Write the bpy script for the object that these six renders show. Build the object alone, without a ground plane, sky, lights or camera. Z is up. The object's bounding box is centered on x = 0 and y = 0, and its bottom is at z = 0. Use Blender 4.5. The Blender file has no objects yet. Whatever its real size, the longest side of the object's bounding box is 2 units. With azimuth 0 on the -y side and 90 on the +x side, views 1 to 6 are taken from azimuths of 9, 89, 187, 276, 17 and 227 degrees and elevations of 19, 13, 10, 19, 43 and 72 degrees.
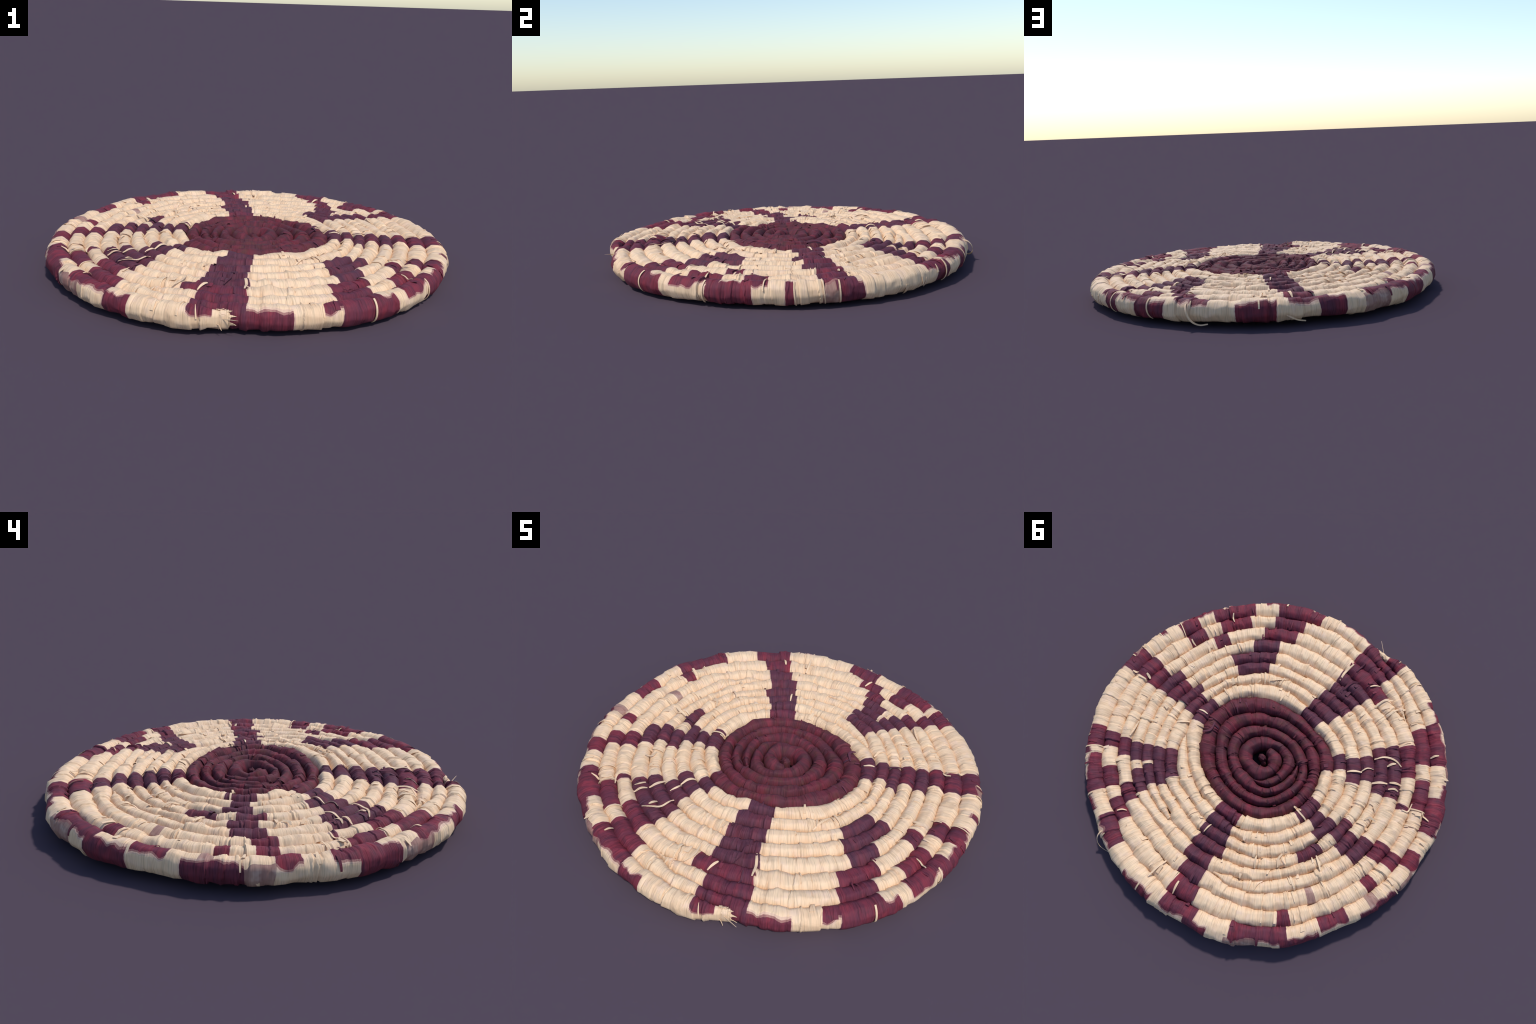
"""Round coiled raffia mat: natural and dyed wrapping bands over a coiled core."""
import bpy
import math
import numpy as np

rng = np.random.default_rng(41)
CX, CY = 0.0, 0.02            # middle of the coil (the bounding box is centred on 0, 0)

# ---------------------------------------------------------------- coil layout
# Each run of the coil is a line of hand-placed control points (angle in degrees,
# radius in metres) round the middle; the angle falls as the coil runs clockwise.
# DYED_... holds the spans of angle that are wrapped in dyed raffia.
PATH_OUTER = [
    (-85, 0.937), (-89, 0.942), (-95, 0.956), (-103, 0.961), (-112, 0.960), (-117, 0.964), (-125, 0.965),
    (-132, 0.953), (-138, 0.955), (-143, 0.954), (-149, 0.959), (-156, 0.958), (-162, 0.942), (-169, 0.950),
    (-176, 0.946), (-182, 0.939), (-185, 0.940), (-193, 0.930), (-202, 0.928), (-207, 0.931), (-212, 0.942),
    (-221, 0.930), (-231, 0.934), (-237, 0.928), (-243, 0.915), (-255, 0.910), (-260, 0.901), (-270, 0.900),
    (-279, 0.898), (-290, 0.888), (-299, 0.904), (-308, 0.920), (-313, 0.926), (-316, 0.930), (-323, 0.934),
    (-332, 0.944), (-340, 0.943), (-346, 0.945), (-354, 0.945), (-362, 0.943), (-369, 0.934), (-376, 0.934),
    (-382, 0.938), (-389, 0.935), (-397, 0.937), (-405, 0.940), (-414, 0.940), (-422, 0.932), (-430, 0.928),
    (-441, 0.908), (-447, 0.898), (-455, 0.895), (-464, 0.890), (-471, 0.887), (-478, 0.881), (-485, 0.875),
    (-492, 0.870), (-498, 0.872), (-498, 0.872), (-509, 0.861), (-518, 0.868), (-527, 0.869), (-532, 0.872),
    (-539, 0.872), (-543, 0.865), (-555, 0.855), (-565, 0.854), (-571, 0.858), (-576, 0.857), (-580, 0.851),
    (-592, 0.825), (-605, 0.809), (-615, 0.808), (-625, 0.808), (-636, 0.807), (-646, 0.810), (-655, 0.824),
    (-660, 0.831), (-668, 0.840), (-676, 0.845), (-682, 0.843), (-694, 0.846), (-706, 0.853), (-715, 0.854),
    (-722, 0.846), (-729, 0.851), (-737, 0.853), (-743, 0.861), (-755, 0.863), (-764, 0.862), (-776, 0.856),
    (-787, 0.851), (-800, 0.835), (-815, 0.833), (-822, 0.832), (-834, 0.824),
]
DYED_OUTER = [(-94.8, -89.1), (-132.1, -116.8), (-155.9, -143.0), (-168.8, -162.4), (-202.1, -192.9), (
    -230.7, -212.3), (-254.8, -242.7), (-290.1, -278.6), (-312.6, -299.3), (-323.0, -315.5), (
    -354.5, -345.5), (-376.1, -368.8), (-397.0, -381.9), (-421.8, -405.2), (-455.4, -440.7), (
    -491.6, -478.1), (-508.7, -497.6), (-532.5, -526.6), (-542.8, -539.1), (-575.6, -571.0), (
    -615.4, -605.4), (-655.2, -646.2), (-667.6, -660.1), (-681.5, -675.6), (-714.8, -706.3), (
    -736.6, -729.4), (-755.0, -743.2), (-775.8, -764.0), (-814.9, -800.5)]
STAINED_OUTER = [(-185.4, -182.1)]
PATH_FOURTH_RING = [
    (15, 0.777), (5, 0.764), (-6, 0.756), (-19, 0.764), (-25, 0.771), (-40, 0.783), (-47, 0.781),
    (-54, 0.778), (-66, 0.766), (-80, 0.753), (-91, 0.753), (-102, 0.750), (-111, 0.780), (-118, 0.792),
    (-124, 0.793), (-137, 0.791), (-141, 0.793), (-149, 0.787), (-151, 0.789), (-159, 0.790), (-166, 0.785),
    (-174, 0.786), (-184, 0.774), (-201, 0.772), (-203, 0.770), (-218, 0.761), (-226, 0.752), (-236, 0.732),
    (-247, 0.708), (-256, 0.704), (-270, 0.697), (-282, 0.715), (-292, 0.744), (-300, 0.752), (-307, 0.764),
    (-312, 0.768), (-320, 0.771), (-331, 0.766),
]
DYED_FOURTH_RING = [(5.4, 14.7), (-24.9, -18.6), (-54.0, -39.7), (-101.7, -80.5), (-137.1, -124.0), (
    -150.9, -148.6), (-173.6, -166.2), (-256.5, -246.6), (-299.8, -291.8), (-319.5, -312.2)]
STAINED_FOURTH_RING = [(-203.4, -200.6)]
PATH_DOUBLE_TURN = [
    (83, 0.598), (74, 0.606), (63, 0.624), (52, 0.629), (50, 0.633), (42, 0.638), (29, 0.630), (15, 0.631),
    (3, 0.622), (-10, 0.622), (-23, 0.633), (-36, 0.629), (-47, 0.615), (-64, 0.592), (-82, 0.594),
    (-98, 0.608), (-112, 0.623), (-124, 0.636), (-130, 0.636), (-141, 0.642), (-148, 0.638), (-158, 0.626),
    (-171, 0.619), (-182, 0.633), (-193, 0.630), (-212, 0.623), (-225, 0.629), (-236, 0.627), (-246, 0.628),
    (-259, 0.626), (-274, 0.628), (-285, 0.644), (-295, 0.672), (-306, 0.687), (-310, 0.695), (-318, 0.703),
    (-333, 0.703), (-346, 0.707), (-359, 0.692), (-375, 0.697), (-396, 0.700), (-407, 0.696), (-423, 0.670),
    (-440, 0.664), (-458, 0.669), (-472, 0.693), (-483, 0.712), (-490, 0.710), (-500, 0.714), (-508, 0.715),
    (-520, 0.713), (-528, 0.707), (-540, 0.706), (-552, 0.689), (-570, 0.680), (-581, 0.696), (-593, 0.679),
    (-603, 0.661),
]
DYED_DOUBLE_TURN = [(52.1, 62.7), (41.8, 50.4), (3.1, 14.7), (-46.6, -23.4), (-98.5, -81.5), (
    -147.9, -123.8), (-182.0, -171.1), (-259.1, -246.1), (-305.9, -294.7), (-318.5, -309.9), (
    -359.1, -345.7), (-407.0, -395.5), (-458.4, -439.7), (-507.6, -483.4), (-540.2, -528.5)]
STAINED_DOUBLE_TURN = []
PATH_SECOND_RING = [
    (13, 0.564), (-1, 0.554), (-13, 0.554), (-25, 0.564), (-35, 0.559), (-43, 0.554), (-60, 0.524),
    (-80, 0.513), (-99, 0.535), (-114, 0.549), (-128, 0.560), (-138, 0.569), (-142, 0.568), (-154, 0.569),
    (-167, 0.571), (-180, 0.565), (-188, 0.566), (-202, 0.568), (-218, 0.571), (-225, 0.566), (-242, 0.548),
    (-260, 0.550), (-277, 0.547), (-296, 0.571), (-307, 0.574), (-317, 0.579), (-331, 0.567),
]
DYED_SECOND_RING = [(-1.4, 13.4), (-43.1, -24.9), (-99.3, -79.6), (-142.4, -128.1), (-179.8, -167.2), (
    -202.0, -188.5), (-260.4, -242.3), (-317.1, -295.9)]
STAINED_SECOND_RING = []
PATH_FIRST_RING = [
    (16, 0.512), (2, 0.500), (-14, 0.504), (-31, 0.489), (-42, 0.492), (-59, 0.461), (-78, 0.436),
    (-98, 0.454), (-114, 0.474), (-129, 0.486), (-139, 0.493), (-145, 0.495), (-157, 0.499), (-173, 0.497),
    (-187, 0.494), (-210, 0.505), (-222, 0.504), (-243, 0.482), (-261, 0.486), (-277, 0.484), (-298, 0.508),
    (-309, 0.505), (-317, 0.508), (-329, 0.506),
]
DYED_FIRST_RING = [(1.7, 16.2), (-98.5, -78.1), (-144.9, -129.2), (-187.3, -173.1), (-261.4, -243.1), (
    -317.3, -298.3)]
STAINED_FIRST_RING = []
PATH_CENTRE_SPIRAL = [
    (-139, 0.186), (-153, 0.184), (-166, 0.186), (-186, 0.182), (-213, 0.180), (-237, 0.167), (-262, 0.159),
    (-291, 0.161), (-313, 0.167), (-333, 0.180), (-353, 0.188), (-374, 0.181), (-395, 0.166), (-418, 0.161),
    (-443, 0.166), (-461, 0.180), (-479, 0.193), (-495, 0.209), (-510, 0.219), (-527, 0.228), (-545, 0.227),
    (-565, 0.227), (-581, 0.229), (-600, 0.219), (-622, 0.216), (-645, 0.216), (-664, 0.225), (-680, 0.236),
    (-697, 0.254), (-712, 0.270), (-728, 0.272), (-744, 0.256), (-759, 0.244), (-777, 0.232), (-798, 0.229),
    (-818, 0.241), (-836, 0.256), (-851, 0.272), (-865, 0.283), (-882, 0.290), (-901, 0.288), (-919, 0.288),
    (-941, 0.292), (-961, 0.284), (-982, 0.277), (-1003, 0.283), (-1022, 0.298), (-1036, 0.308),
    (-1048, 0.322), (-1061, 0.342), (-1074, 0.360), (-1086, 0.356), (-1099, 0.344), (-1117, 0.326),
    (-1136, 0.306), (-1155, 0.302), (-1174, 0.310), (-1191, 0.321), (-1199, 0.333), (-1222, 0.349),
    (-1235, 0.353), (-1250, 0.361), (-1271, 0.373), (-1291, 0.369), (-1303, 0.369), (-1322, 0.360),
    (-1343, 0.350), (-1366, 0.358), (-1388, 0.387), (-1409, 0.408), (-1421, 0.429), (-1441, 0.438),
    (-1453, 0.444), (-1470, 0.426), (-1478, 0.416), (-1498, 0.384), (-1517, 0.367), (-1536, 0.352),
    (-1550, 0.386), (-1566, 0.408), (-1577, 0.414), (-1589, 0.421), (-1615, 0.435), (-1624, 0.441),
    (-1644, 0.434), (-1662, 0.440), (-1683, 0.429), (-1702, 0.419), (-1723, 0.421), (-1743, 0.437),
    (-1756, 0.443), (-1769, 0.456),
]
DYED_CENTRE_SPIRAL = [(-1271.1, -1250.0), (-1343.3, -1321.8), (-1441.1, -1421.2), (-1535.9, -1517.2), (
    -1577.4, -1565.7), (-1624.2, -1614.6), (-1702.4, -1682.8)]
STAINED_CENTRE_SPIRAL = []
PATH_CORE = [
    (-70, 0.071), (-117, 0.064), (-163, 0.070), (-223, 0.076), (-277, 0.080), (-317, 0.109), (-347, 0.119),
    (-369, 0.116), (-393, 0.118), (-425, 0.116), (-457, 0.123), (-484, 0.136), (-509, 0.132), (-536, 0.124),
    (-574, 0.128), (-605, 0.125),
]
DYED_CORE = []
STAINED_CORE = []

DYED_CENTRE_SPIRAL.append((-1221.0, 0.0))
DYED_CORE.append((-2000.0, 400.0))

# The outer flank of the rim shows its own run of spans, offset from those on top.
RIM_DYED = [(-150, -138), (-117, -109.5), (-82.6, -69.4), (-57, -40.5), (-25.5, -13), (-4.3, -2.2),
            (9.3, 15.8), (41, 47), (56, 66.6), (89.6, 101.6), (114.3, 122.2), (145, 157), (171, 184.8)]
RIM_STAINED = [(-137, -127), (5.0, 9.3), (128, 138), (184.8, 191.3)]

# name, path, dyed spans, stained spans, closed ring, tapered at start, tapered at end
RUNS = [
    ("outer", PATH_OUTER, DYED_OUTER, STAINED_OUTER, False, 0.35, 0.3),
    ("fourth", PATH_FOURTH_RING, DYED_FOURTH_RING, STAINED_FOURTH_RING, True, 1, 1),
    ("double", PATH_DOUBLE_TURN, DYED_DOUBLE_TURN, [], False, 0.6, 0.4),
    ("second", PATH_SECOND_RING, DYED_SECOND_RING, [], True, 1, 1),
    ("first", PATH_FIRST_RING, DYED_FIRST_RING, [], True, 1, 1),
    ("spiral", PATH_CENTRE_SPIRAL, DYED_CENTRE_SPIRAL, [], False, 0.4, 0.4),
    ("core", PATH_CORE, DYED_CORE, [], False, 0.8, 0.4),
]

STEP = 0.003                  # length of a face along the coil
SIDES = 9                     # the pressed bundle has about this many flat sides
AROUND = 36                   # faces round the coil
RIM_HALF_W = 0.0485
OVERLAP = 1.11                # rows are pressed into each other


def crest_height(x, y):
    """The mat is a shallow dome, tilted a little."""
    r = np.hypot(x - CX, y - CY)
    u = np.clip((r - 0.25) / 0.65, 0, 1)
    tilt = np.clip((r - 0.45) / 0.40, 0, 1)
    return 0.124 + 0.023 * (1 - u * u * (3 - 2 * u)) + 0.008 * tilt * (-0.82 * x + 0.57 * y)


def belly_height(x, y):
    return 0.021 + 0.006 * (-0.82 * x + 0.57 * y)


def smooth(a, n, closed):
    if n < 1:
        return a
    k = np.hanning(2 * n + 3)[1:-1]
    k /= k.sum()
    pad = np.pad(a, n, mode="wrap" if closed else "edge")
    return np.convolve(pad, k, mode="valid")


def pchip(x, y, xq):
    """Monotone cubic through the control points."""
    h = np.diff(x)
    d = np.diff(y) / h
    m = np.zeros_like(y)
    m[0], m[-1] = d[0], d[-1]
    same = d[:-1] * d[1:] > 0
    w1, w2 = 2 * h[1:] + h[:-1], h[1:] + 2 * h[:-1]
    with np.errstate(divide="ignore", invalid="ignore"):
        hm = (w1 + w2) / (w1 / d[:-1] + w2 / d[1:])
    m[1:-1] = np.where(same, hm, 0)
    i = np.clip(np.searchsorted(x, xq) - 1, 0, len(h) - 1)
    t = (xq - x[i]) / h[i]
    return ((1 + 2 * t) * (1 - t) ** 2 * y[i] + t * (1 - t) ** 2 * h[i] * m[i]
            + t * t * (3 - 2 * t) * y[i + 1] + t * t * (t - 1) * h[i] * m[i + 1])


class Run:
    """Centre line of one run of coil, sampled every STEP metres."""

    def __init__(self, name, path, dyed, stained, closed, taper0, taper1):
        self.name, self.dyed, self.stained, self.closed = name, dyed, stained, closed
        pts = sorted((-float(t), r) for t, r in path)          # x = -angle, rising along the coil
        x = np.array([p[0] for p in pts])
        y = np.array([p[1] for p in pts])
        keep = np.concatenate([[True], np.diff(x) > 1.0])
        x, y = x[keep], y[keep]
        if closed:
            x = np.concatenate([x - 360, x, x + 360])
            y = np.tile(y, 3)
            lo, hi = -path[0][0], -path[0][0] + 360
        else:
            lo, hi = x[0], x[-1]
        q = np.linspace(lo, hi, int((hi - lo) * 8) + 1)
        r = pchip(x, y, q)
        if closed:
            r[-1] = r[0]
            r = np.append(smooth(r[:-1], 24, True), 0)
            r[-1] = r[0]
        else:
            r = smooth(r, 24 if name not in ("spiral", "core") else 16, False)
        s = np.concatenate([[0], np.cumsum(np.hypot(np.diff(r), r[1:] * np.radians(np.diff(q))))])
        n = int(s[-1] / STEP)
        self.s = np.linspace(0, s[-1], n + 1)
        self.q = np.interp(self.s, s, q)
        self.r = np.interp(self.s, s, r)
        self.length = s[-1]
        self.taper0, self.taper1 = taper0, taper1

    def radius_at(self, q, values=None):
        """Radii of this run at angles q (x = -angle), one array per turn; NaN where absent."""
        out = []
        for k in range(-6, 7):
            qq = q + 360 * k
            inside = (qq >= self.q[0]) & (qq <= self.q[-1] - (1e-6 if self.closed else 0))
            if inside.any():
                out.append(np.where(inside, np.interp(qq, self.q, self.r if values is None else values), np.nan))
        return out


runs = [Run(*r) for r in RUNS]

for run in runs:
    run.ramp = np.ones_like(run.s)
    for taper, d in ((run.taper0, run.s), (run.taper1, run.length - run.s)):
        if taper < 1:
            u = np.clip(d / (0.16 if run.name == "outer" else 0.09), 0, 1)
            run.ramp *= taper + (1 - taper) * u * u * (3 - 2 * u)

for run in runs:
    rows = np.array([a for other in runs for a in other.radius_at(run.q)])
    ramps = np.array([a for other in runs for a in other.radius_at(run.q, other.ramp)])
    gap = rows - run.r
    share = 2 / (1 + ramps)                                    # a thin row leaves its neighbour more room
    with np.errstate(invalid="ignore"):
        out = np.nanmin(np.where(gap > 0.012, gap * share, np.nan), axis=0, initial=9.0)
        inn = np.nanmin(np.where(gap < -0.012, -gap * share, np.nan), axis=0, initial=9.0)
    bulge = np.exp(-(((-run.q - 78 + 180) % 360 - 180) / 24) ** 2)        # the rim swells out at one place
    out = np.where(out > 0.14, 2 * (RIM_HALF_W + 0.017 * bulge), out)
    inn = np.where(inn > 0.14, 0.09, inn)
    out, inn = np.clip(out, 0.04, 0.12), np.clip(inn, 0.04, 0.12)
    out, inn = smooth(out, 12, False), smooth(inn, 12, False)
    run.half_w = 0.25 * (out + inn) * run.ramp * np.interp(run.r, [0.30, 0.36], [1.02, OVERLAP])     # the centre is coiled more loosely
    run.shift = 0.25 * (out - inn) * run.ramp
    rad = np.radians(-run.q)
    rr = run.r + run.shift
    run.x, run.y = CX + rr * np.cos(rad), CY + rr * np.sin(rad)
    tx, ty = np.gradient(run.x), np.gradient(run.y)
    if run.closed:
        tx[0] = tx[-1] = run.x[1] - run.x[-2]
        ty[0] = ty[-1] = run.y[1] - run.y[-2]
    tl = np.hypot(tx, ty)
    run.tx, run.ty = tx / tl, ty / tl
    run.nx, run.ny = -run.ty, run.tx                            # outward for a clockwise run
    flip = run.nx * np.cos(rad) + run.ny * np.sin(rad) < 0
    run.nx, run.ny = np.where(flip, -run.nx, run.nx), np.where(flip, -run.ny, run.ny)
    lump = np.interp(run.s, np.linspace(0, run.length, int(run.length / 0.07) + 2), rng.normal(1, 0.045, int(run.length / 0.07) + 2))
    if run.closed:
        edge = np.clip(np.minimum(run.s, run.length - run.s) / 0.05, 0, 1)
        lump = 1 + (lump - 1) * edge
    run.half_w = run.half_w * lump
    tall = lump ** 0.8 * np.clip(run.half_w / 0.040, 0.7, 1.1) ** 0.3
    top, low = crest_height(run.x, run.y), belly_height(run.x, run.y)
    run.half_h = 0.5 * (top - low) * tall * (0.7 + 0.3 * run.ramp)
    run.mid_z = 0.5 * (top + low) - 0.008 * (1 - run.ramp)
    run.rim = np.clip((0.36 - run.r) / 0.06, 0, 0.5) + (run.name == "outer") * np.clip((run.q[0] + 372 - run.q) / 30, 0, 1)   # 1 on the outermost row


def section(phi, rim=0.0):
    """Unit super-ellipse: phi = 0 on the crest, rising towards the rim; rounder on the rim's flank."""
    s, c = np.sin(phi), np.cos(phi)
    power = 2.6 - 0.55 * rim * np.clip(np.where(rim > 0.5, s, np.abs(s)) * 2 + 0.2, 0, 1)
    k = (np.abs(s) ** power + np.abs(c) ** power) ** (-1 / power)
    return s * k, c * k


def surface_point(run, s, phi, lift=0.0):
    s = np.clip(s, 0, run.length)
    f = lambda a: np.interp(s, run.s, a)
    a, b = section(phi, f(run.rim))
    w, h = f(run.half_w) + lift, f(run.half_h) + lift
    return np.stack([f(run.x) + f(run.nx) * a * w, f(run.y) + f(run.ny) * a * w, f(run.mid_z) + b * h + 0 * s], -1)


def wrap_relief(run, phi):
    """Radial offsets: collars where a wrap laps over the last, and the single strips."""
    # collars
    edges = np.cumsum(np.concatenate([[0], rng.gamma(2.2, 0.016, int(run.length / 0.03) + 40) + 0.006]))
    lean = rng.normal(0, 0.004, len(edges))
    lean2 = rng.normal(0, 0.003, len(edges))
    step = rng.normal(0, 1.0, len(edges))
    slope = rng.normal(0, 1.0, len(edges))
    k = np.clip(np.searchsorted(edges, run.s) - 1, 0, len(edges) - 2)
    se = run.s[:, None] + lean[k][:, None] * np.cos(phi)[None, :] + lean2[k][:, None] * np.sin(2 * phi)[None, :]
    k = np.clip(np.searchsorted(edges, np.clip(se, 0, None)) - 1, 0, len(edges) - 2)
    t = (se - edges[k]) / (edges[k + 1] - edges[k]) - 0.5
    collar = step[k] * 0.0018 + slope[k] * 0.004 * t
    # splits: here and there a wrap has parted and leaves a short dark slit
    near = np.minimum(np.abs(se - edges[k]), np.abs(edges[k + 1] - se))
    e = np.where(np.abs(se - edges[k]) < np.abs(edges[k + 1] - se), k, k + 1)
    parted = (rng.random(len(edges)) < 0.30) * rng.uniform(0.002, 0.007, len(edges))
    where = rng.uniform(-1.1, 1.4, len(edges))
    away = np.abs((phi[None, :] - where[e] + np.pi) % (2 * np.pi) - np.pi)
    collar = collar - parted[e] * np.exp(-(near / 0.0022) ** 2) * np.exp(-(away / 0.45) ** 4)
    if run.closed:
        fade = np.clip(np.minimum(run.s, run.length - run.s) / 0.02, 0, 1)[:, None]
        collar *= fade
    # the single raffia strips
    strips = np.cumsum(np.concatenate([[0], rng.uniform(0.006, 0.012, int(run.length / 0.006))]))
    k = np.clip(np.searchsorted(strips, np.clip(se, 0, None)) - 1, 0, len(strips) - 2)
    t = np.clip((se - strips[k]) / (strips[k + 1] - strips[k]), 0, 1)
    amp = rng.uniform(0.2, 1.0, len(strips))[k]
    strip = 0.0006 * amp * (np.sin(np.pi * t) - 0.5)
    return collar + strip


def pressed_section(run, s, phi):
    """Section of the bundle at arc lengths s and angles phi (arrays n x m): a many-sided outline whose
    corners wander from knot to knot, so that the rows show flat facets with soft creases."""
    knots = np.cumsum(np.concatenate([[0], rng.uniform(0.018, 0.055, int(run.length / 0.03) + 8)]))
    if run.closed:
        last = np.searchsorted(knots, run.length) - 1
        knots = knots[: last + 1] * (run.length / knots[last])
    m = len(knots)
    rough = rng.choice([0.5, 1.0, 1.0, 1.8], (m, 1))
    turn = rng.uniform(0, 2 * np.pi / SIDES, (m, 1)) * 0.35 + rng.normal(0, 0.12, (m, SIDES)) + 0.25
    swell = 1.03 + rng.normal(0, 0.046, (m, SIDES)) * rough
    if run.closed:
        turn[-1], swell[-1] = turn[0], swell[0]
    rim = np.interp(knots, run.s, run.rim)[:, None]
    ang = np.arange(SIDES)[None, :] / SIDES * 2 * np.pi + turn
    ca, cb = section(ang, rim)
    ca, cb = ca * swell, cb * swell
    k = np.clip(np.searchsorted(knots, s) - 1, 0, m - 2)
    t = np.clip((s - knots[k]) / (knots[k + 1] - knots[k]), 0, 1)
    u = ((phi - turn.mean()) / (2 * np.pi) * SIDES) % SIDES
    c0 = np.floor(u).astype(int) % SIDES
    c1 = (c0 + 1) % SIDES
    f = u - np.floor(u)
    pick = lambda g: (1 - t) * ((1 - f) * g[k, c0] + f * g[k, c1]) + t * ((1 - f) * g[k + 1, c0] + f * g[k + 1, c1])
    sa, sb = section(phi, np.interp(s, run.s, run.rim))
    return 0.72 * pick(ca) + 0.28 * sa, 0.72 * pick(cb) + 0.28 * sb


# ---------------------------------------------------------------- materials
class Nodes:
    def __init__(self, material):
        material.use_nodes = True
        self.tree = material.node_tree
        self.tree.nodes.clear()

    def add(self, kind, inputs=None, **props):
        node = self.tree.nodes.new(kind)
        for k, v in props.items():
            setattr(node, k, v)
        for k, v in (inputs or {}).items():
            if isinstance(v, bpy.types.NodeSocket):
                self.tree.links.new(v, node.inputs[k])
            else:
                node.inputs[k].default_value = v
        return node

    def math(self, op, a, b=0.0):
        return self.add("ShaderNodeMath", {0: a, 1: b}, operation=op).outputs[0]

    def ramp(self, fac, stops):
        node = self.add("ShaderNodeValToRGB", {0: fac})
        el = node.color_ramp.elements
        while len(el) < len(stops):
            el.new(0.5)
        for e, (p, c) in zip(el, stops):
            e.position, e.color = p, (*c, 1)
        return node.outputs[0]

    def mix(self, fac, a, b, blend="MIX"):
        node = self.add("ShaderNodeMix", data_type="RGBA", blend_type=blend)
        for i, v in ((0, fac), (6, a), (7, b)):
            if isinstance(v, bpy.types.NodeSocket):
                self.tree.links.new(v, node.inputs[i])
            else:
                node.inputs[i].default_value = (*v, 1) if isinstance(v, tuple) else v
        return node.outputs[2]


def raffia_material(name, radius, stops, patch, patch_amount, stria_dark, roughness, specular=0.35):
    """Wrapped raffia: streaks run across the coil, so they follow the angle round the middle."""
    mat = bpy.data.materials.new(name)
    n = Nodes(mat)
    co = n.add("ShaderNodeTexCoord").outputs["Object"]
    sep = n.add("ShaderNodeSeparateXYZ", {0: co}).outputs
    x, y = n.math("SUBTRACT", sep[0], CX), n.math("SUBTRACT", sep[1], CY)
    ang = n.math("ARCTAN2", y, x)
    along = n.math("MULTIPLY", ang, radius)
    rad = n.math("SQRT", n.math("ADD", n.math("MULTIPLY", x, x), n.math("MULTIPLY", y, y)))
    coil = n.add("ShaderNodeCombineXYZ", {0: along, 1: rad, 2: sep[2]}).outputs[0]

    def noise(scale, stretch, detail=2.0, rough=0.55):
        m = n.add("ShaderNodeMapping", {"Vector": coil, "Scale": stretch}).outputs[0]
        return n.add("ShaderNodeTexNoise", {"Vector": m, "Scale": scale, "Detail": detail, "Roughness": rough}).outputs[0]

    wrap = noise(1.0, (34, 6, 6), 3.0)                   # tone of each few turns of wrapping
    fine = noise(1.0, (330, 14, 14), 2.0)                # single fibres
    mid = noise(1.0, (130, 9, 9), 2.0)
    blot = n.add("ShaderNodeTexNoise", {"Vector": co, "Scale": 9.0, "Detail": 3.0, "Roughness": 0.6}).outputs[0]
    blot2 = n.add("ShaderNodeTexNoise", {"Vector": co, "Scale": 23.0, "Detail": 2.0, "Roughness": 0.5}).outputs[0]
    rnd = n.add("ShaderNodeObjectInfo").outputs["Random"]
    tone = n.math("ADD", n.math("MULTIPLY", wrap, 0.75), n.math("MULTIPLY", blot, 0.2))
    tone = n.math("ADD", tone, n.math("MULTIPLY", n.math("SUBTRACT", rnd, 0.5), 0.10))
    colour = n.ramp(tone, stops)
    pm = n.math("MULTIPLY", n.ramp(blot2, [(0.52, (0, 0, 0)), (0.72, (1, 1, 1))]), patch_amount)
    colour = n.mix(pm, colour, patch)
    stria = n.math("ADD", n.math("MULTIPLY", fine, 0.6), n.math("MULTIPLY", mid, 0.4))
    lines = n.ramp(stria, [(0.36, (stria_dark,) * 3), (0.52, (1, 1, 1)), (0.68, (1.0, 1.0, 1.0))])
    colour = n.mix(1.0, colour, lines, "MULTIPLY")
    bump = n.add("ShaderNodeBump", {"Strength": 0.55, "Distance": 0.0022, "Height": stria}).outputs[0]
    bsdf = n.add("ShaderNodeBsdfPrincipled", {"Base Color": colour, "Roughness": roughness, "Specular IOR Level": specular, "Normal": bump})
    out = n.add("ShaderNodeOutputMaterial")
    n.tree.links.new(bsdf.outputs[0], out.inputs[0])
    return mat


NATURAL = [(0.25, (0.727, 0.477, 0.292)), (0.42, (0.81, 0.559, 0.351)), (0.58, (0.83, 0.597, 0.388)), (0.75, (0.768, 0.564, 0.351))]
DYED = [(0.3, (0.11, 0.031, 0.053)), (0.44, (0.145, 0.032, 0.051)), (0.56, (0.192, 0.033, 0.051)), (0.7, (0.275, 0.038, 0.055))]
PLUM = [(0.3, (0.089, 0.034, 0.055)), (0.46, (0.112, 0.036, 0.055)), (0.6, (0.145, 0.037, 0.054)), (0.75, (0.19, 0.039, 0.054))]
CENTRE = [(0.34, (0.091, 0.03, 0.041)), (0.47, (0.108, 0.029, 0.04)), (0.58, (0.144, 0.029, 0.042)), (0.72, (0.203, 0.031, 0.048))]
STAIN = [(0.3, (0.26, 0.116, 0.101)), (0.5, (0.38, 0.213, 0.167)), (0.7, (0.52, 0.33, 0.238))]
SOAKED = [(0.30, (0.24, 0.085, 0.085)), (0.50, (0.34, 0.15, 0.13)), (0.70, (0.46, 0.25, 0.19))]
BLEED = [(0.30, (0.60, 0.37, 0.27)), (0.70, (0.76, 0.53, 0.38))]

bank = {}


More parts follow.
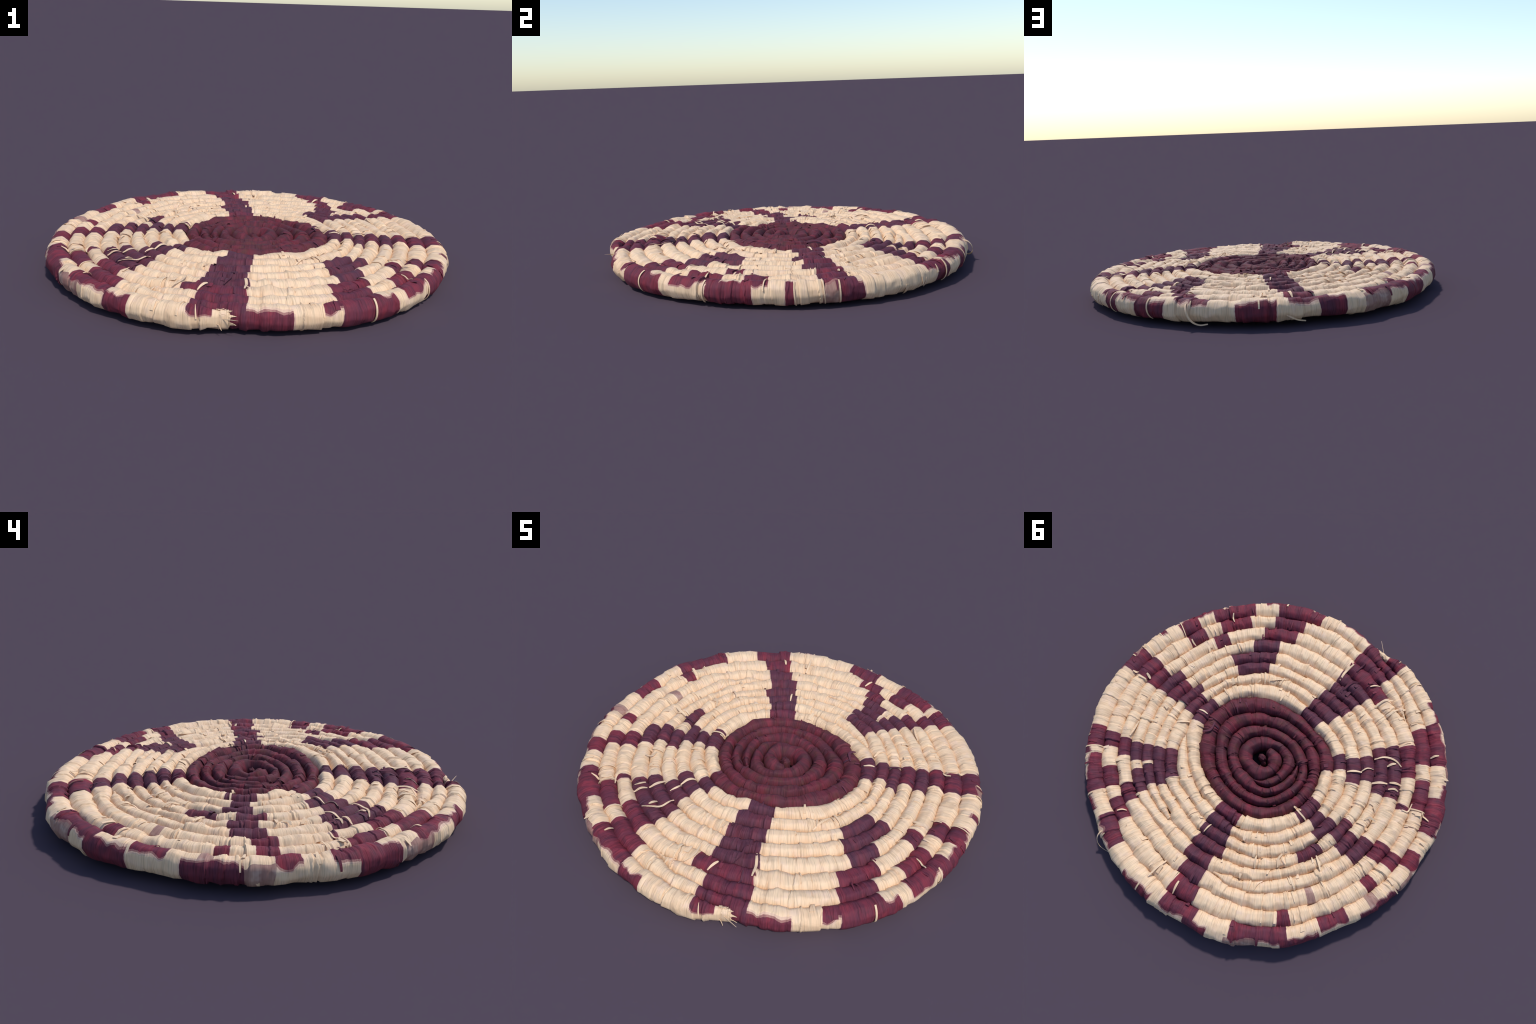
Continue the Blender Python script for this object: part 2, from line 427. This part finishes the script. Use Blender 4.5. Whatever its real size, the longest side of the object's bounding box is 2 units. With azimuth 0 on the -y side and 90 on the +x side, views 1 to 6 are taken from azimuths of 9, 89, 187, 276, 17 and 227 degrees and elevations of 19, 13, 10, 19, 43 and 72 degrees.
def material(kind, radius):
    level = min((0.12, 0.22, 0.34, 0.46, 0.60, 0.76, 0.94), key=lambda v: abs(v - radius))
    key = (kind, level)
    if key not in bank:
        if kind == "natural":
            bank[key] = raffia_material("natural_raffia", level, NATURAL, (0.80, 0.57, 0.44), 0.45, 0.74, 0.66)
        elif kind == "dyed":
            bank[key] = raffia_material("dyed_raffia", level, DYED, (0.085, 0.030, 0.046), 0.6, 0.62, 0.66, 0.14)
        elif kind == "plum":
            bank[key] = raffia_material("dyed_raffia_plum", level, PLUM, (0.13, 0.028, 0.044), 0.4, 0.62, 0.66, 0.14)
        elif kind == "centre":
            bank[key] = raffia_material("dyed_raffia_centre", level, CENTRE, (0.10, 0.046, 0.030), 0.4, 0.66, 0.66, 0.14)
        elif kind == "stained":
            bank[key] = raffia_material("stained_raffia", level, STAIN, (0.60, 0.44, 0.36), 0.5, 0.76, 0.60)
        elif kind == "soaked":
            bank[key] = raffia_material("soaked_raffia", level, SOAKED, (0.42, 0.22, 0.17), 0.4, 0.72, 0.62)
        else:
            bank[key] = raffia_material("bleeding_raffia", level, BLEED, (0.76, 0.54, 0.42), 0.5, 0.80, 0.64)
    return bank[key]


# ---------------------------------------------------------------- objects
mat_root = bpy.data.objects.new("coiled_raffia_mat", None)
mat_root["label"] = "round flat coiled raffia mat, cream with burgundy star pattern"
mat_root["category"] = "woven mat"
bpy.context.scene.collection.objects.link(mat_root)


def add_mesh(name, verts, quads, slots, face_slot=None, normals=None):
    me = bpy.data.meshes.new(name)
    me.vertices.add(len(verts))
    me.vertices.foreach_set("co", np.ascontiguousarray(verts, np.float32).ravel())
    me.loops.add(quads.size)
    me.loops.foreach_set("vertex_index", np.ascontiguousarray(quads, np.int32).ravel())
    me.polygons.add(len(quads))
    me.polygons.foreach_set("loop_start", np.arange(0, quads.size, 4, dtype=np.int32))
    me.polygons.foreach_set("loop_total", np.full(len(quads), 4, np.int32))
    for m in slots:
        me.materials.append(m)
    if face_slot is not None:
        me.polygons.foreach_set("material_index", np.ascontiguousarray(face_slot, np.int32))
    me.update(calc_edges=True)
    me.polygons.foreach_set("use_smooth", np.ones(len(quads), bool))
    if normals is not None:
        me.normals_split_custom_set_from_vertices(normals.tolist())
    ob = bpy.data.objects.new(name, me)
    bpy.context.scene.collection.objects.link(ob)
    ob.parent = mat_root
    return ob


def span_index(q, spans):
    """Signed: index of the span that holds q, or -1, and distance (deg) to the nearest span edge."""
    idx = np.full(q.shape, -1)
    dist = np.full(q.shape, 1e3)
    for i, (a, b) in enumerate(spans):
        lo, hi = -b, -a
        idx = np.where((q >= lo) & (q < hi), i, idx)
        dist = np.minimum(dist, np.minimum(np.abs(q - lo), np.abs(q - hi)))
    return idx, dist


def natural_between(q, spans):
    """Index of the gap between spans."""
    marks = np.sort([-(a + b) / 2 for a, b in spans]) if spans else np.array([])
    return np.searchsorted(marks, q)


FLANK_COLUMN = 4              # the column of faces where the rim's flank begins


def wander(length, s, spacing, size, m=1):
    """Random line(s) along the coil: size at knots every `spacing`, joined smoothly."""
    k = int(length / spacing) + 3
    g = rng.normal(0, size, (k, m))
    x = np.linspace(0, length, k)
    return np.stack([np.interp(s, x, g[:, i]) for i in range(m)], -1)


def build_run(run):
    base_phi = np.arange(AROUND) / AROUND * 2 * np.pi
    n = len(run.s)
    # the grid itself leans and wavers, so that the ends of the bands do too
    ends = np.clip(np.minimum(run.s, run.length - run.s) / 0.03, 0, 1)[:, None]
    S = run.s[:, None] + ends * (wander(run.length, run.s, 0.045, 0.0038) * np.cos(base_phi + 0.4)[None, :]
                                 + wander(run.length, run.s, 0.030, 0.0018) * np.sin(2 * base_phi)[None, :]
                                 + wander(run.length, run.s, 0.020, 0.0007, AROUND))
    PHI = np.broadcast_to(base_phi, S.shape).copy()
    if run.name == "outer":
        drift = smooth(rng.normal(0, 0.75, n), 14, False) + 0.10 * smooth(rng.normal(0, 0.9, n), 3, False)
        PHI += np.clip(drift, -0.35, 0.35)[:, None] * np.exp(-((base_phi - FLANK_COLUMN / AROUND * 2 * np.pi) / 0.55) ** 2)[None, :]
    f = lambda g: np.interp(S, run.s, g)
    relief = wrap_relief(run, base_phi)
    if run.name in ("core", "spiral"):
        relief = relief * np.where(run.r < 0.3, 0.8, 1.0)[:, None]
    a, b = pressed_section(run, np.clip(S, 0, run.length), PHI)
    w, h = f(run.half_w) + relief, f(run.half_h) + relief
    V = np.empty((n, AROUND, 3))
    V[..., 0] = f(run.x) + f(run.nx) * a * w
    V[..., 1] = f(run.y) + f(run.ny) * a * w
    V[..., 2] = f(run.mid_z) + b * h
    V[..., 2] = np.maximum(V[..., 2], 0.0005)
    if run.closed:
        V[-1] = V[0]
    # normals of the whole run
    ds = np.gradient(V, axis=0)
    dp = np.roll(V, -1, 1) - np.roll(V, 1, 1)
    N = np.cross(ds, dp)
    outward = np.stack([run.nx[:, None] * a, run.ny[:, None] * a, b], -1)
    turned = np.sum(N * outward) < 0
    if turned:
        N = -N
    N /= np.linalg.norm(N, axis=-1, keepdims=True) + 1e-12

    # which band each face belongs to
    shape = (n - 1, AROUND)
    q1 = 0.5 * (run.q[1:] + run.q[:-1])
    r1 = 0.5 * (run.r[1:] + run.r[:-1])
    deg = np.degrees(1 / r1)
    idx, dist = span_index(q1, run.dyed)
    sidx, _ = span_index(q1, run.stained)
    gap = natural_between(q1, run.dyed)
    spread = lambda g: np.broadcast_to(g[:, None], shape).copy()
    kind = spread(np.where(idx >= 0, 1, np.where(sidx >= 0, 2, 0)))
    bleed = spread((idx < 0) & (dist < 0.0032 * deg))
    label = spread(np.where(idx >= 0, 1000 + idx, gap))
    if run.name == "outer":
        column = np.arange(AROUND)[None, :]
        rim = (q1 < run.q[0] + 357)[:, None] & (column >= FLANK_COLUMN) & (column < 22)
        spans = RIM_DYED + [(p - 360, q - 360) for p, q in RIM_DYED]
        stains = RIM_STAINED + [(p - 360, q - 360) for p, q in RIM_STAINED]
        i2, d2 = span_index(q1, spans)
        s2, _ = span_index(q1, stains)
        g2 = natural_between(q1, spans)
        top_dyed, low_dyed = (idx >= 0)[:, None], (i2 >= 0)[:, None]
        first = (q1 < run.q[0] + 357)[:, None]
        below, above = first & top_dyed & ~low_dyed, first & low_dyed & ~top_dyed
        soaked = ((column == FLANK_COLUMN) & below) | ((column == FLANK_COLUMN - 1) & above)
        seam = ((column == FLANK_COLUMN + 1) & below) | ((column == FLANK_COLUMN - 2) & above)
        kind = np.where(rim, np.where(i2 >= 0, 1, np.where(s2 >= 0, 2, 0))[:, None], kind)
        kind = np.where(soaked, 3, kind)
        bleed = np.where(rim, ((i2 < 0) & (d2 < 0.005 * deg))[:, None], bleed) | seam
        label = np.where(rim, np.where(i2 >= 0, 3000 + i2, 2000 + g2)[:, None], label)
    ii, jj = np.meshgrid(np.arange(n - 1), np.arange(AROUND), indexing="ij")
    jn = (jj + 1) % AROUND
    vid = lambda i, j: i * AROUND + j
    quad = np.stack([vid(ii, jj), vid(ii + 1, jj), vid(ii + 1, jn), vid(ii, jn)], -1)
    if turned:
        quad = quad[..., ::-1]
    V2, N2 = V.reshape(-1, 3), N.reshape(-1, 3)
    for lab in np.unique(label):
        pick = label == lab
        faces = quad[pick]
        used, local = np.unique(faces, return_inverse=True)
        radius = float(np.mean(np.hypot(V2[used, 0] - CX, V2[used, 1] - CY)))
        is_dyed = (1000 <= lab < 2000) or lab >= 3000
        if is_dyed:
            whole_centre = run.name == "core" or (run.name == "spiral" and lab == 1000 + len(run.dyed) - 1)
            look = "centre" if whole_centre else ("dyed" if radius > 0.74 or rng.random() < 0.15 else "plum")
            slots, slot = [material(look, radius)], None
            name = "dyed_coil" if whole_centre else "dyed_band"
        else:
            slots = [material("natural", radius), material("bleed", radius), material("stained", radius), material("soaked", radius)]
            slot = np.where(kind[pick] >= 2, kind[pick], np.where(bleed[pick], 1, 0))
            name = "natural_band"
        add_mesh(name, V2[used], local.reshape(-1, 4), slots, slot, N2[used])


for run in runs:
    build_run(run)

# end caps of the open runs
for run in runs:
    if run.closed:
        continue
    for end in (0, -1):
        phi = np.arange(16) / 16 * 2 * np.pi
        a, b = section(phi)
        sgn = -1 if end == 0 else 1
        rings = []
        for t in (0.0, 0.35, 0.65, 0.9, 1.0):
            k = math.sqrt(max(0.0, 1 - t * t)) * 0.99 + 0.01
            w, h = run.half_w[end] * k, run.half_h[end] * k
            d = sgn * t * run.half_w[end] * 0.6
            rings.append(np.stack([run.x[end] + run.tx[end] * d + run.nx[end] * a * w,
                                   run.y[end] + run.ty[end] * d + run.ny[end] * a * w,
                                   run.mid_z[end] + b * h], -1))
        V = np.concatenate(rings)
        ii, jj = np.meshgrid(np.arange(4), np.arange(16), indexing="ij")
        jn = (jj + 1) % 16
        quad = np.stack([ii * 16 + jj, (ii + 1) * 16 + jj, (ii + 1) * 16 + jn, ii * 16 + jn], -1).reshape(-1, 4)
        look = "centre" if run.name == "core" or (run.name == "spiral" and end == 0) else "natural"
        add_mesh("coil_end", V, quad, [material(look, float(run.r[end]))])


def ribbon(name, centre, side, up, width, thick, mat):
    """Strip of raffia along centre points; side and up are unit vectors per point."""
    m = len(centre)
    width = np.broadcast_to(width, m)[:, None]
    t = thick / 2
    ring = np.stack([centre - side * width / 2 - up * t, centre + side * width / 2 - up * t,
                     centre + side * width / 2 + up * t, centre - side * width / 2 + up * t], 1)
    V = ring.reshape(-1, 3)
    quads = []
    for i in range(m - 1):
        for j in range(4):
            k = (j + 1) % 4
            quads.append((i * 4 + j, i * 4 + k, (i + 1) * 4 + k, (i + 1) * 4 + j))
    quads.append((3, 2, 1, 0))
    e = (m - 1) * 4
    quads.append((e, e + 1, e + 2, e + 3))
    ob = add_mesh(name, V, np.array(quads), [mat])
    ob.data.polygons.foreach_set("use_smooth", np.zeros(len(quads), bool))
    return ob


def unit(v):
    return v / (np.linalg.norm(v, axis=-1, keepdims=True) + 1e-12)


def curve_through(pts, m):
    """Catmull-Rom through the given points, m samples."""
    p = np.asarray(pts, float)
    p = np.vstack([2 * p[0] - p[1], p, 2 * p[-1] - p[-2]])
    k = len(p) - 3
    out = []
    for u in np.linspace(0, k - 1e-6, m):
        i = int(u)
        t = u - i
        a, b, c, d = p[i:i + 4]
        out.append(0.5 * (2 * b + (c - a) * t + (2 * a - 5 * b + 4 * c - d) * t * t + (3 * b - a - 3 * c + d) * t ** 3))
    return np.array(out)


def top_height(x, y):
    """Height of the coil crest under a point."""
    r = math.hypot(x - CX, y - CY)
    best = 0.09
    for run in runs:
        i = int(np.argmin((run.x - x) ** 2 + (run.y - y) ** 2))
        d = math.hypot(run.x[i] - x, run.y[i] - y) / run.half_w[i]
        if d < 1:
            best = max(best, run.mid_z[i] + run.half_h[i] * (1 - d ** 2.6) ** (1 / 2.6))
    return best


# Loose strips of raffia lying across the rows: 'n' natural, 'd' dyed; (angle, radius) points.
LOOSE = [
    ('n', [(-82.0, 0.641), (-81.1, 0.703), (-81.6, 0.769)]),
    ('n', [(-129.6, 0.603), (-128.7, 0.668), (-130.4, 0.716), (-132.9, 0.75)]),
    ('n', [(-132.9, 0.673), (-132.1, 0.698), (-131.9, 0.719)]),
    ('n', [(-138.4, 0.457), (-138.0, 0.495), (-137.6, 0.536)]),
    ('n', [(-137.1, 0.532), (-135.3, 0.562), (-135.3, 0.597)]),
    ('n', [(-142.7, 0.599), (-141.7, 0.64), (-141.3, 0.681)]),
    ('n', [(-140.8, 0.691), (-140.8, 0.722), (-140.9, 0.757)]),
    ('n', [(-144.0, 0.69), (-143.4, 0.72), (-143.9, 0.744)]),
    ('n', [(11.0, 0.461), (10.2, 0.434), (9.9, 0.407)]),
    ('n', [(14.2, 0.916), (13.9, 0.896), (13.6, 0.882)]),
    ('n', [(12.0, 0.841), (12.4, 0.822), (13.0, 0.803)]),
    ('n', [(-28.8, 0.925), (-28.3, 0.896), (-28.4, 0.864)]),
    ('n', [(-10.4, 0.845), (-10.3, 0.821), (-10.6, 0.799)]),
    ('n', [(106.7, 0.791), (106.9, 0.823), (107.2, 0.861)]),
    ('n', [(102.7, 0.455), (102.4, 0.481), (102.1, 0.51)]),
    ('n', [(171.0, 0.311), (173.2, 0.33), (174.7, 0.35)]),
    ('n', [(150.8, 0.527), (147.8, 0.556), (147.2, 0.594)]),
    ('n', [(167.6, 0.595), (166.8, 0.639), (165.9, 0.675)]),
    ('n', [(136.2, 0.529), (135.6, 0.56), (135.6, 0.596)]),
    ('n', [(134.5, 0.66), (134.1, 0.68), (133.5, 0.714)]),
    ('n', [(139.6, 0.66), (137.4, 0.677), (136.0, 0.711)]),
    ('n', [(-103.3, 0.692), (-102.5, 0.756), (-104.0, 0.806)]),
    ('d', [(-84.8, 0.747), (-84.6, 0.792), (-85.0, 0.821)]),
    ('d', [(-87.0, 0.605), (-87.2, 0.674), (-89.1, 0.712)]),
    ('n', [(-93.9, 0.74), (-94.8, 0.764), (-96.0, 0.792)]),
    ('n', [(39.0, 0.75), (35.5, 0.737), (31.9, 0.728)]),
    ('n', [(-44.2, 0.471), (-50.1, 0.481), (-56.0, 0.502)]),
    ('n', [(-148.8, 0.893), (-150.3, 0.91), (-151.6, 0.94)]),
    ('n', [(-162.0, 0.632), (-159.9, 0.65), (-160.2, 0.686)]),
    ('n', [(97.6, 0.749), (97.0, 0.802), (96.9, 0.872)]),
    ('n', [(51.5, 0.657), (51.4, 0.632), (51.3, 0.608)]),
    ('n', [(25.5, 0.527), (23.8, 0.495), (21.6, 0.465)]),
    ('n', [(-35.3, 0.459), (-38.0, 0.47)]),
    ('n', [(-150.9, 0.788), (-150.5, 0.822), (-147.0, 0.833)]),
    ('n', [(70.2, 0.828), (70.5, 0.801), (71.3, 0.78)]),
    ('n', [(-129.0, 0.914), (-128.6, 0.935), (-128.5, 0.958)]),
    ('d', [(13.6, 0.603), (12.4, 0.567), (12.5, 0.529)]),
    ('d', [(12.1, 0.34), (21.0, 0.337), (24.6, 0.373)]),
]

for kind, path in LOOSE:
    pts = []
    for k, (t, r) in enumerate(path):
        x, y = CX + r * math.cos(math.radians(t)), CY + r * math.sin(math.radians(t))
        pts.append((x, y, top_height(x, y) + 0.005))
    c = curve_through(pts, 15)
    for i in range(len(c)):
        c[i, 2] = max(c[i, 2], top_height(c[i, 0], c[i, 1]) + 0.0042)
    c[:, 2] = smooth(c[:, 2], 2, False)
    u = np.linspace(0, 1, len(c))
    c[:, 2] += rng.uniform(0.001, 0.004) * np.sin(np.pi * u) + rng.uniform(0, 0.008) * np.clip(u - 0.8, 0, 1) * 3
    tan = unit(np.gradient(c, axis=0))
    side = unit(np.cross(tan, [0, 0, 1.0]))
    tilt = rng.uniform(-0.5, 0.5) + rng.uniform(-0.6, 0.6) * u
    up = unit(np.cross(side, tan))
    side2 = side * np.cos(tilt)[:, None] + up * np.sin(tilt)[:, None]
    up2 = unit(np.cross(side2, tan))
    width = rng.uniform(0.008, 0.014) * (0.45 + 0.55 * np.sin(np.pi * np.clip(u * 0.9 + 0.08, 0, 1)))
    ribbon("loose_strip", c, side2, up2, width, 0.0016, material("natural" if kind == "n" else "plum", 0.6))

# Lifted tags: short strips that follow the wrap and curl off the surface.
patterned = [r for r in runs if r.name != "core"]
weights = np.array([r.length for r in patterned])
for _ in range(270):
    run = patterned[rng.choice(len(patterned), p=weights / weights.sum())]
    s0 = rng.uniform(0.05, run.length - 0.05)
    q0 = float(np.interp(s0, run.s, run.q))
    rim = run.name == "outer" and q0 < run.q[0] + 357
    if rim:
        p0 = math.radians(rng.uniform(-50, 100))
    else:
        p0 = math.radians(rng.uniform(-60, 40))
    reach = math.radians(rng.uniform(25, 75)) * rng.choice([-1, 1])
    m = 9
    u = np.linspace(0, 1, m)
    phi = p0 + reach * u
    if not rim:
        phi = np.clip(phi, -1.15, 1.15)
    drift = rng.normal(0, 0.006)
    lift = 0.0015 + rng.uniform(0.001, 0.010) * u ** 2.2
    ss = s0 + drift * u
    c = np.array([surface_point(run, ss[i], phi[i], lift[i]) for i in range(m)])
    ahead = np.array([surface_point(run, ss[i] + 0.004, phi[i], lift[i]) for i in range(m)])
    side = unit(ahead - c)
    tan = unit(np.gradient(c, axis=0))
    up = unit(np.cross(side, tan))
    spans = list(run.dyed)
    if rim and p0 > 0.9:
        spans = [(p, q) for p, q in RIM_DYED] + [(p - 360, q - 360) for p, q in RIM_DYED]
    idx, _d = span_index(np.array([q0]), spans)
    r0 = float(np.interp(s0, run.s, run.r))
    if idx[0] >= 0:
        look = "centre" if run.name == "spiral" and r0 < 0.33 else "dyed" if r0 > 0.74 else "plum"
    else:
        look = "natural"
    width = rng.uniform(0.006, 0.024) * (1 - rng.uniform(0.2, 0.9) * u ** 1.5)
    ribbon("lifted_tag", c, side, up, width, 0.0014, material(look, r0))

# Narrow natural tie lines lying across the dyed bands and rows.
for _ in range(24):
    run = patterned[rng.choice(len(patterned), p=weights / weights.sum())]
    s0 = rng.uniform(0.05, run.length - 0.05)
    if run.name == "spiral" and -float(np.interp(s0, run.s, run.q)) > -1225:
        continue
    on_dye = span_index(np.array([float(np.interp(s0, run.s, run.q))]), run.dyed)[0][0] >= 0
    if on_dye and rng.random() < 0.75:
        continue
    m = 13
    u = np.linspace(0, 1, m)
    phi = np.linspace(-1.2, 1.2, m) * rng.choice([-1, 1])
    ss = s0 + rng.normal(0, 0.006) * u + 0.002 * np.sin(5 * u)
    c = np.array([surface_point(run, ss[i], phi[i], 0.0036) for i in range(m)])
    ahead = np.array([surface_point(run, ss[i] + 0.004, phi[i], 0.0036) for i in range(m)])
    side, tan = unit(ahead - c), unit(np.gradient(c, axis=0))
    up = unit(np.cross(side, tan))
    ribbon("tie_strip", c, side, up, rng.uniform(0.004, 0.010), 0.0016, material("natural", float(np.interp(s0, run.s, run.r))))

# Frayed start of the outermost row: a tuft of splayed fibres.
outer = runs[0]
for k in range(18):
    phi = rng.uniform(-0.9, 2.2)
    s0 = rng.uniform(0.0, 0.06)
    start = surface_point(outer, s0, phi, 0.001)
    a, b = section(phi)
    out = np.array([outer.nx[0] * a, outer.ny[0] * a, b])
    back = -np.array([outer.tx[0], outer.ty[0], 0.0])
    spike = k == 3
    length = 0.075 if spike else rng.uniform(0.014, 0.034)
    direction = unit(back + out * (0.55 if spike else rng.uniform(-0.10, 0.14)) + rng.normal(0, 0.10, 3))
    bend = rng.normal(0, 0.006, 3) + out * rng.uniform(-0.004, 0.006)
    u = np.linspace(0, 1, 8)[:, None]
    c = start + direction * length * u + bend * u ** 2
    c[:, 2] = np.maximum(c[:, 2], 0.004)
    tan = unit(np.gradient(c, axis=0))
    side = unit(np.cross(tan, out + 0.01))
    up = unit(np.cross(side, tan))
    width = 0.004 if spike else rng.uniform(0.009, 0.018)
    ribbon("frayed_fibre", c, side, up, width * (1.04 - u[:, 0] ** 1.6), 0.0018, material("natural", 0.94))

# Strands that loop off the flank of the rim: (angle, radius, height) points.
LOOPS = [
    [(74.5, 0.915, 0.122), (75, 0.960, 0.108), (76, 0.984, 0.078), (77.5, 0.988, 0.042), (79.5, 0.972, 0.022), (81.5, 0.950, 0.022)],
    [(101, 0.915, 0.125), (102, 0.950, 0.098), (104, 0.962, 0.066), (107, 0.957, 0.036), (110, 0.935, 0.020)],
]
for path in LOOPS:
    c = curve_through([(CX + r * math.cos(math.radians(a)), CY + r * math.sin(math.radians(a)), z) for a, r, z in path], 24)
    tan = unit(np.gradient(c, axis=0))
    out = unit(np.stack([c[:, 0] - CX, c[:, 1] - CY, 0 * c[:, 0]], -1))
    side = unit(np.cross(tan, out))
    ribbon("loose_loop", c, side, unit(np.cross(side, tan)), np.linspace(0.011, 0.006, 24), 0.002, material("natural", 0.94))

# Single ties of natural raffia wrapped round the flank of the rim, by angle.
for angle in (-2.0, 5.2, 9.4, 45, 61, -48, -26):
    q0 = -angle if -angle > outer.q[0] else -angle + 360
    s0 = float(np.interp(q0, outer.q, outer.s))
    m = 15
    u = np.linspace(0, 1, m)
    phi = 0.35 + 2.3 * u
    ss = s0 + rng.normal(0, 0.004) * u + 0.003 * np.sin(4 * u)
    c = np.array([surface_point(outer, ss[i], phi[i], 0.003) for i in range(m)])
    ahead = np.array([surface_point(outer, ss[i] + 0.004, phi[i], 0.003) for i in range(m)])
    side, tan = unit(ahead - c), unit(np.gradient(c, axis=0))
    ribbon("tie_strip", c, side, unit(np.cross(side, tan)), rng.uniform(0.005, 0.010), 0.0022, material("natural", 0.94))

# The tip of the coil, tucked into the hole in the middle.
for dx, dy, z0, z1, size, lean in ((-0.010, 0.012, 0.03, 0.108, 0.017, 0.012), (0.024, -0.010, 0.05, 0.137, 0.026, -0.006)):
    u, v = np.meshgrid(np.array([0, 0.5, 0.8, 0.93, 1.0]), np.arange(7) / 7 * 2 * np.pi, indexing="ij")
    k = np.array([1, 1, 0.9, 0.62, 0.05])[:, None] * size * (1 + rng.normal(0, 0.10, (5, 7)))
    V = np.stack([CX + dx + k * np.cos(v) + lean * u, CY + dy + k * np.sin(v) * 0.8 - lean * u,
                  z0 + (z1 - z0) * u + rng.normal(0, 0.003, (5, 7))], -1).reshape(-1, 3)
    ii, jj = np.meshgrid(np.arange(4), np.arange(7), indexing="ij")
    jn = (jj + 1) % 7
    quad = np.stack([ii * 7 + jj, ii * 7 + jn, (ii + 1) * 7 + jn, (ii + 1) * 7 + jj], -1).reshape(-1, 4)
    tip = add_mesh("coil_tip", V, quad, [material("centre", 0.12)])
    tip.data.polygons.foreach_set("use_smooth", np.zeros(len(quad), bool))
